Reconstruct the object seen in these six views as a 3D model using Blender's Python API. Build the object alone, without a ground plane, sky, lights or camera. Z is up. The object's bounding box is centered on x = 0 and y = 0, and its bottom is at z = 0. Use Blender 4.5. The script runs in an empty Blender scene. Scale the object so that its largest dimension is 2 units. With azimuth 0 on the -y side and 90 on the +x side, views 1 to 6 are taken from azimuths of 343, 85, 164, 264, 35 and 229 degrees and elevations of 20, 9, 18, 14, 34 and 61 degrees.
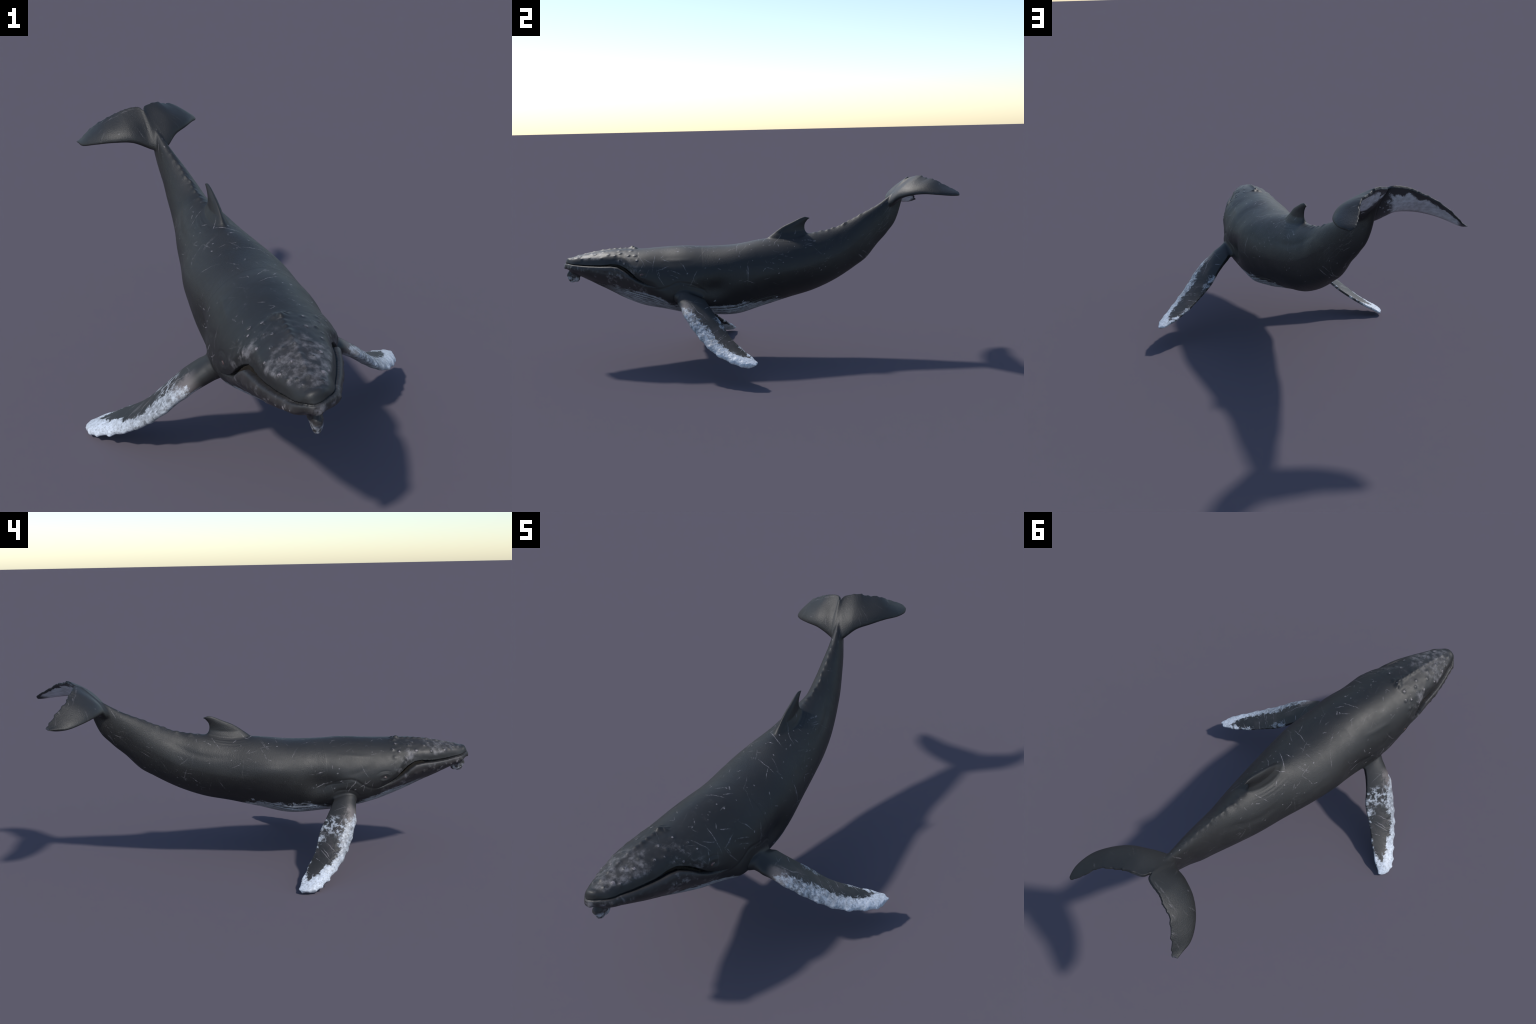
"""A humpback whale in a gliding pose, head towards -y, tail raised at +y.

The trunk is a loft through oval stations along y, the flippers, flukes and
dorsal fin are lofts of wing sections between a leading and a trailing edge
curve.  All are fused into one skin, the relief (mouth, throat pleats, knobs,
folds) is displaced into it, and the skin is then cut into named parts."""
import bpy, math, os
import numpy as np
from mathutils import Vector, noise

VOXEL = 0.0021
rng = np.random.default_rng(7)

# ------------------------------------------------------------------ curves
def hermite(xs, V, x):
    xs = np.asarray(xs, float); V = np.asarray(V, float)
    if V.ndim == 1:
        return hermite(xs, V[:, None], x)[..., 0]
    x = np.clip(np.atleast_1d(x), xs[0], xs[-1])
    m = np.gradient(V, xs, axis=0)
    i = np.clip(np.searchsorted(xs, x) - 1, 0, len(xs) - 2)
    h = (xs[i + 1] - xs[i])[:, None]
    t = (x - xs[i])[:, None] / h
    return ((2*t**3 - 3*t**2 + 1)*V[i] + (t**3 - 2*t**2 + t)*h*m[i]
            + (-2*t**3 + 3*t**2)*V[i+1] + (t**3 - t**2)*h*m[i+1])

def curve(P, t):
    P = np.asarray(P, float)
    return hermite(np.linspace(0, 1, len(P)), P, t)

def lerp(xs, ys, x):
    return np.interp(x, xs, ys)

def smooth(a, b, x):
    t = np.clip((x - a)/(b - a), 0, 1)
    return t*t*(3 - 2*t)

# ------------------------------------------------------------------ trunk
# station y: centre x, half width, centre z, height above, depth below,
#            roll, roundness above, roundness below
TRUNK = [
 (-0.998, (-0.089, 0.013, 0.473, 0.0145, 0.0086, 0.02, 2.14, 2.01)),
 (-0.985, (-0.085, 0.029, 0.476, 0.0367, 0.0130, 0.042, 2.12, 1.99)),
 (-0.960, (-0.0782, 0.0575, 0.4679, 0.0537, 0.0201, 0.098, 2.03, 1.94)),
 (-0.920, (-0.0737, 0.0739, 0.4626, 0.0684, 0.0340, 0.094, 2.02, 1.85)),
 (-0.860, (-0.0675, 0.0984, 0.4541, 0.0887, 0.0557, 0.088, 2.00, 1.71)),
 (-0.780, (-0.0588, 0.1247, 0.4444, 0.1108, 0.0865, 0.084, 1.99, 1.52)),
 (-0.700, (-0.0497, 0.1424, 0.4323, 0.1278, 0.1166, 0.090, 1.945, 1.487)),
 (-0.600, (-0.0370, 0.1652, 0.4160, 0.1443, 0.1389, 0.101, 1.884, 1.684)),
 (-0.500, (-0.0330, 0.1746, 0.3979, 0.1680, 0.1410, 0.070, 1.823, 2.05)),
 (-0.400, (-0.0234, 0.1822, 0.3857, 0.1841, 0.1487, 0.027, 1.841, 2.195)),
 (-0.280, (-0.0206, 0.1800, 0.3822, 0.1825, 0.1593, -0.002, 1.933, 2.065)),
 (-0.150, (-0.0219, 0.1721, 0.3942, 0.1726, 0.1789, 0.033, 2.14, 1.774)),
 (0.000, (-0.0301, 0.1556, 0.4194, 0.1688, 0.1666, 0.064, 1.80, 1.653)),
 (0.130, (-0.0350, 0.1342, 0.4384, 0.1562, 0.1518, 0.051, 1.705, 1.645)),
 (0.260, (-0.0439, 0.1107, 0.4620, 0.1482, 0.1417, 0.043, 1.676, 1.79)),
 (0.380, (-0.0542, 0.0844, 0.5006, 0.1327, 0.1293, 0.040, 1.50, 1.975)),
 (0.480, (-0.0708, 0.0645, 0.5560, 0.1207, 0.1265, 0.073, 1.634, 2.03)),
 (0.540, (-0.0839, 0.0532, 0.5937, 0.1118, 0.1245, 0.094, 1.784, 2.03)),
 (0.600, (-0.0985, 0.0405, 0.6365, 0.0974, 0.1013, 0.111, 1.917, 2.01)),
 (0.660, (-0.1158, 0.0285, 0.6801, 0.0903, 0.0861, 0.116, 2.0, 1.99)),
 (0.720, (-0.1343, 0.0135, 0.7306, 0.0826, 0.0528, 0.120, 2.0, 1.957)),
 (0.750, (-0.1437, 0.0075, 0.7980, 0.0390, 0.0330, 0.120, 2.0, 1.95)),
 (0.780, (-0.1532, 0.0055, 0.8420, 0.0160, 0.0130, 0.120, 2.0, 1.93)),
]
TY = np.array([s[0] for s in TRUNK]); TV = np.array([s[1] for s in TRUNK])

def station(y):
    return hermite(TY, TV, y)

def to_local(P):
    """section coordinates of points: across, up, angle in degrees, radius ratio"""
    v = station(P[:, 1])
    dx, dz = P[:, 0] - v[:, 0], P[:, 2] - v[:, 2]
    ca, sa = np.cos(v[:, 5]), np.sin(v[:, 5])
    X, Z = ca*dx + sa*dz, -sa*dx + ca*dz
    a = np.where(Z > 0, v[:, 3], v[:, 4]); n = np.where(Z > 0, v[:, 6], v[:, 7])
    ax, az = np.abs(X)/v[:, 1], np.abs(Z)/a
    q = (ax**n + az**n + 1e-12)**(1/n)
    phi = np.degrees(np.arctan2(np.sign(Z)*az**(n/2), np.sign(X)*ax**(n/2)))
    return X, Z, phi, q, np.hypot(X, Z)*(1 - 1/np.maximum(q, 1e-3))

def on_trunk(y, phi):
    v = station(np.atleast_1d(y)); p = np.radians(np.broadcast_to(phi, v[:, 0].shape))
    c, s = np.cos(p), np.sin(p)
    n = np.where(s > 0, v[:, 6], v[:, 7]); a = np.where(s > 0, v[:, 3], v[:, 4])
    X = np.sign(c)*np.abs(c)**(2/n)*v[:, 1]; Z = np.sign(s)*np.abs(s)**(2/n)*a
    ca, sa = np.cos(v[:, 5]), np.sin(v[:, 5])
    return np.stack([v[:, 0] + ca*X - sa*Z, np.atleast_1d(y)*np.ones(len(v)), v[:, 2] + sa*X + ca*Z], 1)

def loft(rings):
    """closed mesh from a stack of closed rings (n, m, 3)"""
    n, m, _ = rings.shape
    V = rings.reshape(-1, 3)
    i, j = np.meshgrid(np.arange(n-1), np.arange(m), indexing="ij")
    k = (j + 1) % m
    F = np.stack([i*m + j, i*m + k, (i+1)*m + k, (i+1)*m + j], -1).reshape(-1, 4)
    V = np.vstack([V, rings[0].mean(0), rings[-1].mean(0)])
    a, b = n*m, n*m + 1
    jj = np.arange(m); kk = (jj + 1) % m
    T = np.vstack([np.stack([np.full(m, a), kk, jj], 1),
                   np.stack([np.full(m, b), (n-1)*m + jj, (n-1)*m + kk], 1)])
    return V, F, T

def trunk_mesh():
    t = np.linspace(0, 1, 500)
    y = TY[0] + (TY[-1] - TY[0])*(0.55*t + 0.45*t**2.2)
    phi = np.linspace(0, 360, 240, endpoint=False)
    rings = np.stack([on_trunk(y, p) for p in phi], 1)
    return loft(rings)

# ------------------------------------------------------------------ wings
def wing_frame(L, T, even=0):
    mid = (L + T)/2
    span = np.gradient(mid, axis=0); span /= np.linalg.norm(span, axis=1)[:, None]
    chord = L - T
    cdir = chord/np.maximum(np.linalg.norm(chord, axis=1), 1e-6)[:, None]
    up = np.cross(span, cdir); up /= np.linalg.norm(up, axis=1)[:, None]
    if up[len(up)//2, 2] < 0:
        up = -up
    for _ in range(even):                        # even out the facing along the span
        up[1:-1] = (up[:-2] + up[1:-1]*2 + up[2:])/4
        up /= np.linalg.norm(up, axis=1)[:, None]
    return cdir, up

def wing_rings(L, T, cdir, up, th_, cam_, wl, wt, m=44):
    """wing sections: thickness th_, chordwise bulge cam_, edge knuckles wl and scallops wt"""
    chord = L - T
    th = np.linspace(0, 2*np.pi, m, endpoint=False)
    x = 0.5*(1 - np.cos(th))                     # 0 at the leading edge
    prof = np.sqrt(np.clip(x, 0, 1))*1.40 - 0.30*x - 1.75*x**2 + 0.95*x**3 - 0.16*x**4
    prof = prof/prof.max()
    prof = np.maximum(prof, 0)*np.sign(np.sin(th) + 1e-9)
    prof = prof + 0.10*np.sin(th)                # a rounded trailing edge
    bulge = 4*x*(1 - x)
    return (L[:, None] - chord[:, None]*x[None, :, None]
            + cdir[:, None]*(wl[:, None]*((1 - x)**3)[None] - wt[:, None]*(x**7)[None])[..., None]
            + up[:, None]*((th_/2)[:, None]*prof[None] + cam_[:, None]*bulge[None])[..., None])

def flipper_mesh(sd, n=160):
    s = np.linspace(0, 1, n)
    L, T = (curve(e, s) for e in FLIPPER_EDGES[sd])
    cdir, up = wing_frame(L, T)
    wl, wt = flipper_wobble(s)
    wings["flipper", sd] = (L, T, up)
    return loft(wing_rings(L, T, cdir, up, flipper_thick(s), .003*np.sin(np.pi*s), wl, wt))

def fluke_mesh(n=130):
    """both flukes as one wing from tip to tip, notched at the middle"""
    s = np.linspace(0, 1, n)
    Ls, Ts, W, A = [], [], [], []
    for sd in (-1, 1):
        L, T = (curve(e, s) for e in FLUKE_EDGES[sd])
        k = slice(None, 0, -1) if sd < 0 else slice(None)
        Ls.append(L[k]); Ts.append(T[k]); A.append(s[k]); W.append(fluke_wobble(s + .37*(sd > 0))[1][k]*(1 - smooth(.9, 1, s[k]))*smooth(.12, .3, s[k]))
    L, T, a, w = np.vstack(Ls), np.vstack(Ts), np.concatenate(A), np.concatenate(W)
    cdir, up = wing_frame(L, T, 60)
    wings["fluke", -1] = (L[:n][::-1], T[:n][::-1], up[:n][::-1])
    wings["fluke", 1] = (L[n-1:], T[n-1:], up[n-1:])
    return loft(wing_rings(L, T, cdir, up, fluke_thick(a), fluke_camber(a), 0*a, w))

FLIPPER_EDGES = {
 +1: ([(.07, -.445, .372), (.140, -.446, .348), (.207, -.430, .322), (.296, -.398, .267), (.381, -.335, .189), (.458, -.265, .133), (.538, -.160, .096), (.550, -.112, .098)],
      [(.07, -.31, .385), (.155, -.308, .338), (.224, -.271, .282), (.277, -.227, .229), (.347, -.190, .176), (.428, -.134, .135), (.514, -.086, .108), (.554, -.089, .102)]),
 -1: ([(-.11, -.445, .345), (-.19, -.442, .297), (-.282, -.421, .231), (-.349, -.386, .156), (-.415, -.336, .094), (-.482, -.266, .042), (-.544, -.196, .0125), (-.542, -.136, .007)],
      [(-.11, -.335, .350), (-.192, -.334, .308), (-.250, -.297, .254), (-.295, -.254, .191), (-.361, -.222, .123), (-.437, -.171, .071), (-.520, -.126, .023), (-.540, -.131, .007)]),
}
FLUKE_EDGES = {
 +1: ([(-.130, .655, .708), (-.096, .670, .733), (-.055, .711, .771), (-.005, .755, .790), (.034, .812, .798), (.063, .873, .795), (.068, .939, .789), (.050, .990, .786)],
      [(-.171, .772, .860), (-.162, .807, .871), (-.112, .835, .879), (-.076, .862, .869), (-.032, .897, .859), (-.002, .949, .828), (.023, .993, .804), (.044, .997, .788)]),
 -1: ([(-.130, .655, .708), (-.164, .676, .724), (-.232, .683, .752), (-.306, .704, .752), (-.372, .749, .739), (-.417, .810, .724), (-.430, .876, .724)],
      [(-.171, .772, .860), (-.192, .796, .871), (-.251, .803, .860), (-.286, .814, .842), (-.334, .827, .818), (-.384, .866, .775), (-.415, .894, .736), (-.436, .886, .726)]),
}

def flipper_thick(s):
    return lerp([0, .12, .25, .4, .6, .8, .93, 1], [.075, .064, .047, .037, .031, .027, .021, .009], s)

def flipper_wobble(s):
    # knuckles along the leading edge, finer scallops behind
    k = np.zeros_like(s)
    for c, a, w in zip([.29, .40, .49, .57, .65, .73, .80, .86, .92],
                       [.006, .004, .004, .005, .006, .0075, .0065, .005, .003],
                       [.030, .022, .020, .018, .018, .016, .015, .014, .014]):
        k += a*np.exp(-((s - c)/w)**2)
    t = 0.0022*np.sin(s*58) * smooth(.55, .8, s) * (s < .97)
    return k - .0026, t

def fluke_thick(s):
    return lerp([0, .12, .25, .45, .65, .85, .95, 1], [.036, .041, .041, .030, .020, .014, .010, .005], s)

def fluke_camber(s):
    return .003*np.sin(np.pi*np.clip(s*1.1, 0, 1))

def fluke_wobble(s):
    t = 0.0026*np.sin(s*47 + 1)*np.sin(s*19 + .5) + 0.0020*np.sin(s*101)*np.sin(s*29)
    return 0*s, t

def dorsal_fin_mesh():
    lead = [(-.010, .560), (.022, .590), (.064, .621), (.107, .649), (.157, .671), (.193, .687), (.219, .6935), (.240, .689)]
    trail = [(.235, .560), (.236, .600), (.2235, .620), (.2185, .638), (.2195, .655), (.226, .668), (.236, .679), (.246, .6855)]
    s = np.linspace(0, 1, 90)
    L, T = curve(lead, s), curve(trail, s)
    def mid_x(y, z):
        v = station(y)
        return v[:, 0] - .45*np.tan(v[:, 5])*(z - v[:, 2])
    th = np.linspace(0, 2*np.pi, 40, endpoint=False)
    x = 0.5*(1 - np.cos(th))
    tk = lerp([0, .14, .20, .28, .43, .7, 1], [.090, .064, .052, .041, .030, .018, .005], s)
    prof = np.sign(np.sin(th))*np.abs(np.sin(th))**1.35*(1 - .35*x)
    yz = L[:, None]*(1 - x)[None, :, None] + T[:, None]*x[None, :, None]
    y, z = yz[..., 0], yz[..., 1]
    xx = mid_x(y.ravel(), z.ravel()).reshape(y.shape) + prof[None]*tk[:, None]/2
    # the tip leans a little to the whale's right
    xx = xx - .001*smooth(.6, 1, s)[:, None]
    return loft(np.stack([xx, y, z], -1))

def blob(c, r, n=24):
    t = np.linspace(.02, np.pi - .02, n); p = np.linspace(0, 2*np.pi, n, endpoint=False)
    R = np.stack([np.sin(t)[:, None]*np.cos(p), np.sin(t)[:, None]*np.sin(p), np.cos(t)[:, None] + 0*p], -1)
    return loft(R*np.array(r) + np.array(c))

# ------------------------------------------------------------------ fuse
pieces = [trunk_mesh(), dorsal_fin_mesh()]
wings = {}
pieces += [flipper_mesh(1), flipper_mesh(-1), fluke_mesh()]
# the lumpy chin knob
for c, r in [((-.076, -.960, .424), (.015, .024, .029)), ((-.073, -.940, .422), (.013, .020, .025)),
             ((-.080, -.972, .434), (.014, .016, .020)), ((-.076, -.951, .434), (.018, .030, .020)),
             ((-.073, -.962, .410), (.008, .010, .010)), ((-.072, -.940, .408), (.007, .009, .008))]:
    pieces.append(blob(c, r))

vs, fs, off = [], [], 0
for V, F, T in pieces:
    vs.append(V); fs += (F + off).tolist() + (T + off).tolist(); off += len(V)
raw = bpy.data.meshes.new("raw_skin")
raw.from_pydata(np.vstack(vs).tolist(), [], fs)
import bmesh
bm = bmesh.new(); bm.from_mesh(raw); bmesh.ops.recalc_face_normals(bm, faces=bm.faces); bm.to_mesh(raw); bm.free()
raw_ob = bpy.data.objects.new("raw_skin", raw)
bpy.context.scene.collection.objects.link(raw_ob)
md = raw_ob.modifiers.new("fuse", "REMESH"); md.mode = "VOXEL"; md.voxel_size = VOXEL; md.adaptivity = 0
dg = bpy.context.evaluated_depsgraph_get()
ev = raw_ob.evaluated_get(dg).to_mesh()
nv, nf = len(ev.vertices), len(ev.polygons)
P = np.empty(nv*3, np.float32); ev.vertices.foreach_get("co", P); P = P.reshape(-1, 3).astype(float)
LT = np.empty(nf, np.int32); ev.polygons.foreach_get("loop_total", LT)
LV = np.empty(len(ev.loops), np.int32); ev.loops.foreach_get("vertex_index", LV)
assert (LT == 4).all()
Q = LV.reshape(-1, 4)
raw_ob.evaluated_get(dg).to_mesh_clear()
bpy.data.objects.remove(raw_ob); bpy.data.meshes.remove(raw)

E = np.vstack([Q[:, [0, 1]], Q[:, [1, 2]], Q[:, [2, 3]], Q[:, [3, 0]]])
E.sort(1); E = np.unique(E[:, 0].astype(np.int64)*nv + E[:, 1]); E = np.stack([E//nv, E % nv], 1)
deg = np.bincount(E.ravel(), minlength=nv).astype(float)

def relax(P, w, times):
    for _ in range(times):
        for lam in (0.55, -0.57):
            N = np.stack([np.bincount(E[:, 0], P[E[:, 1], k], nv) + np.bincount(E[:, 1], P[E[:, 0], k], nv) for k in range(3)], 1)
            P = P + lam*w[:, None]*(N/deg[:, None] - P)
    return P

def melt(P, w, times):
    idx = np.where(w > 0.01)[0]
    inside = np.zeros(nv, bool); inside[idx] = True
    e = E[inside[E[:, 0]] | inside[E[:, 1]]]
    for _ in range(times):
        N = np.stack([np.bincount(e[:, 0], P[e[:, 1], k], nv) + np.bincount(e[:, 1], P[e[:, 0], k], nv) for k in range(3)], 1)
        P = P.copy()
        P[idx] += 0.6*w[idx, None]*(N[idx]/deg[idx, None] - P[idx])
    return P

P = relax(P, np.ones(nv), 3)
# fillets where the limbs leave the trunk
_, _, _, _, D0 = to_local(P)
near = np.exp(-(D0/.014)**2)
w = np.zeros(nv)
for c, r in [((.150, -.37, .32), .12), ((-.195, -.38, .30), .12), ((-.045, .13, .60), .16), ((-.135, .70, .75), .12), ((-.075, -.958, .44), .05)]:
    w = np.maximum(w, 1 - smooth(.6, 1, np.linalg.norm(P - np.array(c), axis=1)/r))
P = melt(P, w*near, int(26*(.0021/VOXEL)**2))
fin_w = (1 - smooth(.6, 1, np.linalg.norm(P - np.array((-.045, .14, .60)), axis=1)/.17))*np.exp(-(D0/.020)**2)
P = melt(P, fin_w, 45)
chin_w = np.where((P[:, 1] < -.90) & (P[:, 1] > -1.0) & (D0 > .003) & (P[:, 2] < .455), 1., 0.)
P = melt(P, chin_w, 14)

def normals(P):
    a = np.cross(P[Q[:, 2]] - P[Q[:, 0]], P[Q[:, 3]] - P[Q[:, 1]])
    N = np.stack([sum(np.bincount(Q[:, c], a[:, k], nv) for c in range(4)) for k in range(3)], 1)
    return N/np.maximum(np.linalg.norm(N, axis=1), 1e-12)[:, None]

N = normals(P)
X, Z, PHI, QR, D = to_local(P)
x, y, z = P.T
trunk_like = (D < .010) & (y < .78)

# ------------------------------------------------------------------ relief
push = np.zeros(nv)

# mouth: height of the lip line along the head, and its tilt across
LIP_Y = [-1.01, -.99, -.95, -.93, -.88, -.81, -.755, -.72, -.69, -.675, -.655, -.63, -.60, -.57, -.53]
LIP_Z = [.4945, .493, .489, .486, .481, .478, .478, .472, .453, .440, .422, .402, .387, .375, .366]
zt = z - .12*(x + .075)
lip = np.interp(y, LIP_Y, LIP_Z)
slope = np.interp(y, np.array(LIP_Y[:-1]) + np.diff(LIP_Y)/2, np.diff(LIP_Z)/np.diff(LIP_Y))
M = (zt - lip)/np.sqrt(1 + slope**2)
open_ = 1 - smooth(-.635, -.575, y)
gap = lerp([-1, -.9, -.80, -.74, -.66, -.62, -.58], [.0025, .004, .006, .012, .012, .006, .002], y)
deep = lerp([-1, -.97, -.9, -.75, -.66, -.61, -.56, -.53], [.003, .008, .013, .016, .017, .012, .005, 0], y)
R = .010
lower = np.where((M > -R) & (M <= 0), R - np.sqrt(np.maximum(R*R - (M + R)**2, 0)), 0)
slot = np.where((M > 0) & (M < gap), 1., 0.)
brow = np.where(M >= gap, (1 - smooth(0, 1, (M - gap)/lerp([-1, -.9, -.7, -.6], [.022, .034, .040, .030], y)))*.62, 0)
inhead = trunk_like & (y < -.53)
push -= np.where(inhead, lower*(deep/.016) + deep*(slot*lerp([-.85, -.75, -.66, -.6], [1.3, 1.9, 1.9, 1.2], y) + brow), 0)
# the lower lip stands a little proud
push += np.where(inhead, smooth(-.985, -.93, y)*.0025*np.exp(-((M + .016)/.012)**2)*(deep/.016), 0)

# throat pleats: lines of constant angle that converge at the chin
pb = PHI + 90
half = lerp([-.95, -.85, -.7, -.55, -.4, -.25, -.1, .05, .12], [22, 40, 54, 60, 54, 52, 50, 44, 40], y)
g = pb/half
wob = np.array([noise.noise((p[0]*5, p[1]*3, p[2]*5)) for p in P[(np.abs(g) < 1.15) & (y < .14) & (y > -.95)]]) if True else 0
gi = np.where((np.abs(g) < 1.15) & (y < .14) & (y > -.95))[0]
WB = np.zeros(nv); WB[gi] = wob
cells = 9.
ph = g*cells + WB*.35
d = np.abs(ph - np.round(ph))
pleat = np.exp(-(d/.17)**2)
edge = 1 - smooth(.93, 1.02, np.abs(g))
first = np.where(np.abs(np.round(ph)) >= 8, 1.5, 1.)
fade = smooth(-.90, -.80, y)*(1 - smooth(.02, .11, y))
push -= np.where(trunk_like & (D < .006), (.0044*pleat*edge*first*fade), 0)
push += np.where(trunk_like & (D < .006), .0012*edge*fade, 0)

PLEAT = np.where(trunk_like & (D < .006), pleat*edge*fade*first, 0)

def lumps(points, amp, rad, sharp=2.0):
    """raised knobs on the trunk"""
    out = np.zeros(nv)
    for i, c in enumerate(points):
        a = amp*(.75 + .5*rng.random()); r = rad*(.8 + .45*rng.random())
        k = np.where(np.abs(y - c[1]) < 3*r)[0]
        dd = np.linalg.norm(P[k] - c, axis=1)
        out[k] = np.maximum(out[k], a*np.exp(-(dd/r)**sharp))
    return out

def swell(c, amt, ry, rphi):
    """broad rise or hollow of the trunk about station y, angle phi"""
    dp = (PHI - c[1] + 540) % 360 - 180
    d = ((y - c[0])/ry)**2 + (dp/rphi)**2
    push[:] += amt*np.exp(-d)*(1 - smooth(.006, .030, D))

swell((-.250, -4), -.022, .060, 18)             # behind the flipper roots
swell((-.265, 182), -.023, .060, 20)
swell((-.335, 178), -.011, .045, 14); swell((-.325, 2), -.009, .045, 14)
swell((-.475, -26), .018, .060, 18)             # chest before the flippers
swell((-.475, -150), .006, .060, 18)
swell((-.150, -132), .012, .090, 12); swell((-.150, -52), .010, .090, 12)
swell((-.050, 160), .010, .110, 18)
swell((.150, 90), .006, .100, 26)

def furrow(points, depth, width, kind="line"):
    """a crease (or, with negative depth, a welt) along a curve lying on the skin"""
    c = curve(points, np.linspace(0, 1, 60))
    lo, hi = c.min(0) - 3*width, c.max(0) + 3*width
    k = np.where(((P > lo) & (P < hi)).all(1))[0]
    if not len(k):
        return
    best = np.full(len(k), 9.); t = np.zeros(len(k))
    for i, q in enumerate(c):
        dd = np.linalg.norm(P[k] - q, axis=1)
        m = dd < best
        best[m] = dd[m]; t[m] = i/59
    push[k] -= depth*np.exp(-(best/width)**2)*np.sin(np.pi*np.clip(t*.92 + .04, 0, 1))**.5*np.where(D[k] < .03, 1, 0)

# knobs on the snout: three rows a side, and along the lower jaw
knob_yphi = []
for side in (0, 1):
    for yy, pp in [(-.943, 68), (-.913, 64), (-.90, 50), (-.862, 46), (-.833, 63), (-.806, 42), (-.769, 56), (-.735, 49),
                   (-.709, 38), (-.698, 60), (-.679, 31), (-.659, 50), (-.627, 39), (-.642, 70), (-.717, 70), (-.628, 52), (-.79, 74), (-.86, 76)]:
        jit = rng.normal(0, [.006, 2.0])
        knob_yphi.append((yy + jit[0], (pp + jit[1]) if side == 0 else 180 - pp - jit[1]))
knobs = np.array([on_trunk(a, b)[0] for a, b in knob_yphi])
KN = np.where(D < .02, lumps(knobs, .0021, .0074, 2.2), 0)
push += KN
ridge = np.array([on_trunk(a, 93)[0] for a in (-.66, -.685, -.712, -.738, -.765, -.80, -.845, -.89, -.925)])
push += np.where(D < .02, lumps(ridge, .0026, .0085), 0)
jaw = []
for side in (1, -1):
    for yy, below in [(-.955, .018), (-.925, .022), (-.895, .026), (-.865, .020), (-.838, .028), (-.812, .032), (-.785, .024), (-.832, .050), (-.76, .040), (-.72, .045)]:
        yv = yy + rng.normal(0, .004)
        ph_try = np.linspace(60, -70, 200)
        pts = np.array([on_trunk(yv, p if side > 0 else 180 - p)[0] for p in ph_try])
        h = pts[:, 2] - .12*(pts[:, 0] + .075) - np.interp(yv, LIP_Y, LIP_Z)
        jaw.append(pts[np.argmin(np.abs(h + below))])
KJ = np.where(D < .02, lumps(np.array(jaw), .0026, .0068, 2.2), 0)
push += KJ
# snout ridge and the blowholes behind it
wr = np.exp(-((PHI - 93)/5)**2)*smooth(-.95, -.86, y)*(1 - smooth(-.655, -.635, y))
push += np.where(trunk_like & (y < -.6), .0040*wr, 0)
hump = np.array([on_trunk(a, b)[0] for a, b in ((-.640, 88), (-.640, 98), (-.648, 93))])
push += np.where(D < .02, lumps(hump, .0085, .015), 0)
for ph0, ph1 in ((89, 84), (97, 102)):
    furrow([on_trunk(-.650, ph0)[0] + (0, 0, .006), on_trunk(-.640, .5*(ph0 + ph1))[0] + (0, 0, .006), on_trunk(-.627, ph1)[0] + (0, 0, .004)], .010, .0042)

# knuckles behind the dorsal fin
spine_w = np.exp(-(np.abs(PHI - 90)/14)**2)
kn = sum(a*np.exp(-((y - c)/(.008 + .9*a))**2 - ((PHI - 90 - o)/11)**2) for o, c, a in zip([-3, 5, -4, 3, 0, -6, 4, 2, -3, 3, 0], [.268, .305, .338, .366, .398, .425, .452, .482, .512, .545, .580], [.0025, .005, .0035, .0055, .003, .006, .0045, .0025, .004, .002, .002]))
push += np.where(trunk_like, 1.0*(kn - .0010*spine_w)*smooth(.24, .27, y)*(1 - smooth(.58, .64, y)), 0)

def on(pairs, lift=0):
    return [on_trunk(a, b)[0] for a, b in pairs]
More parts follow.
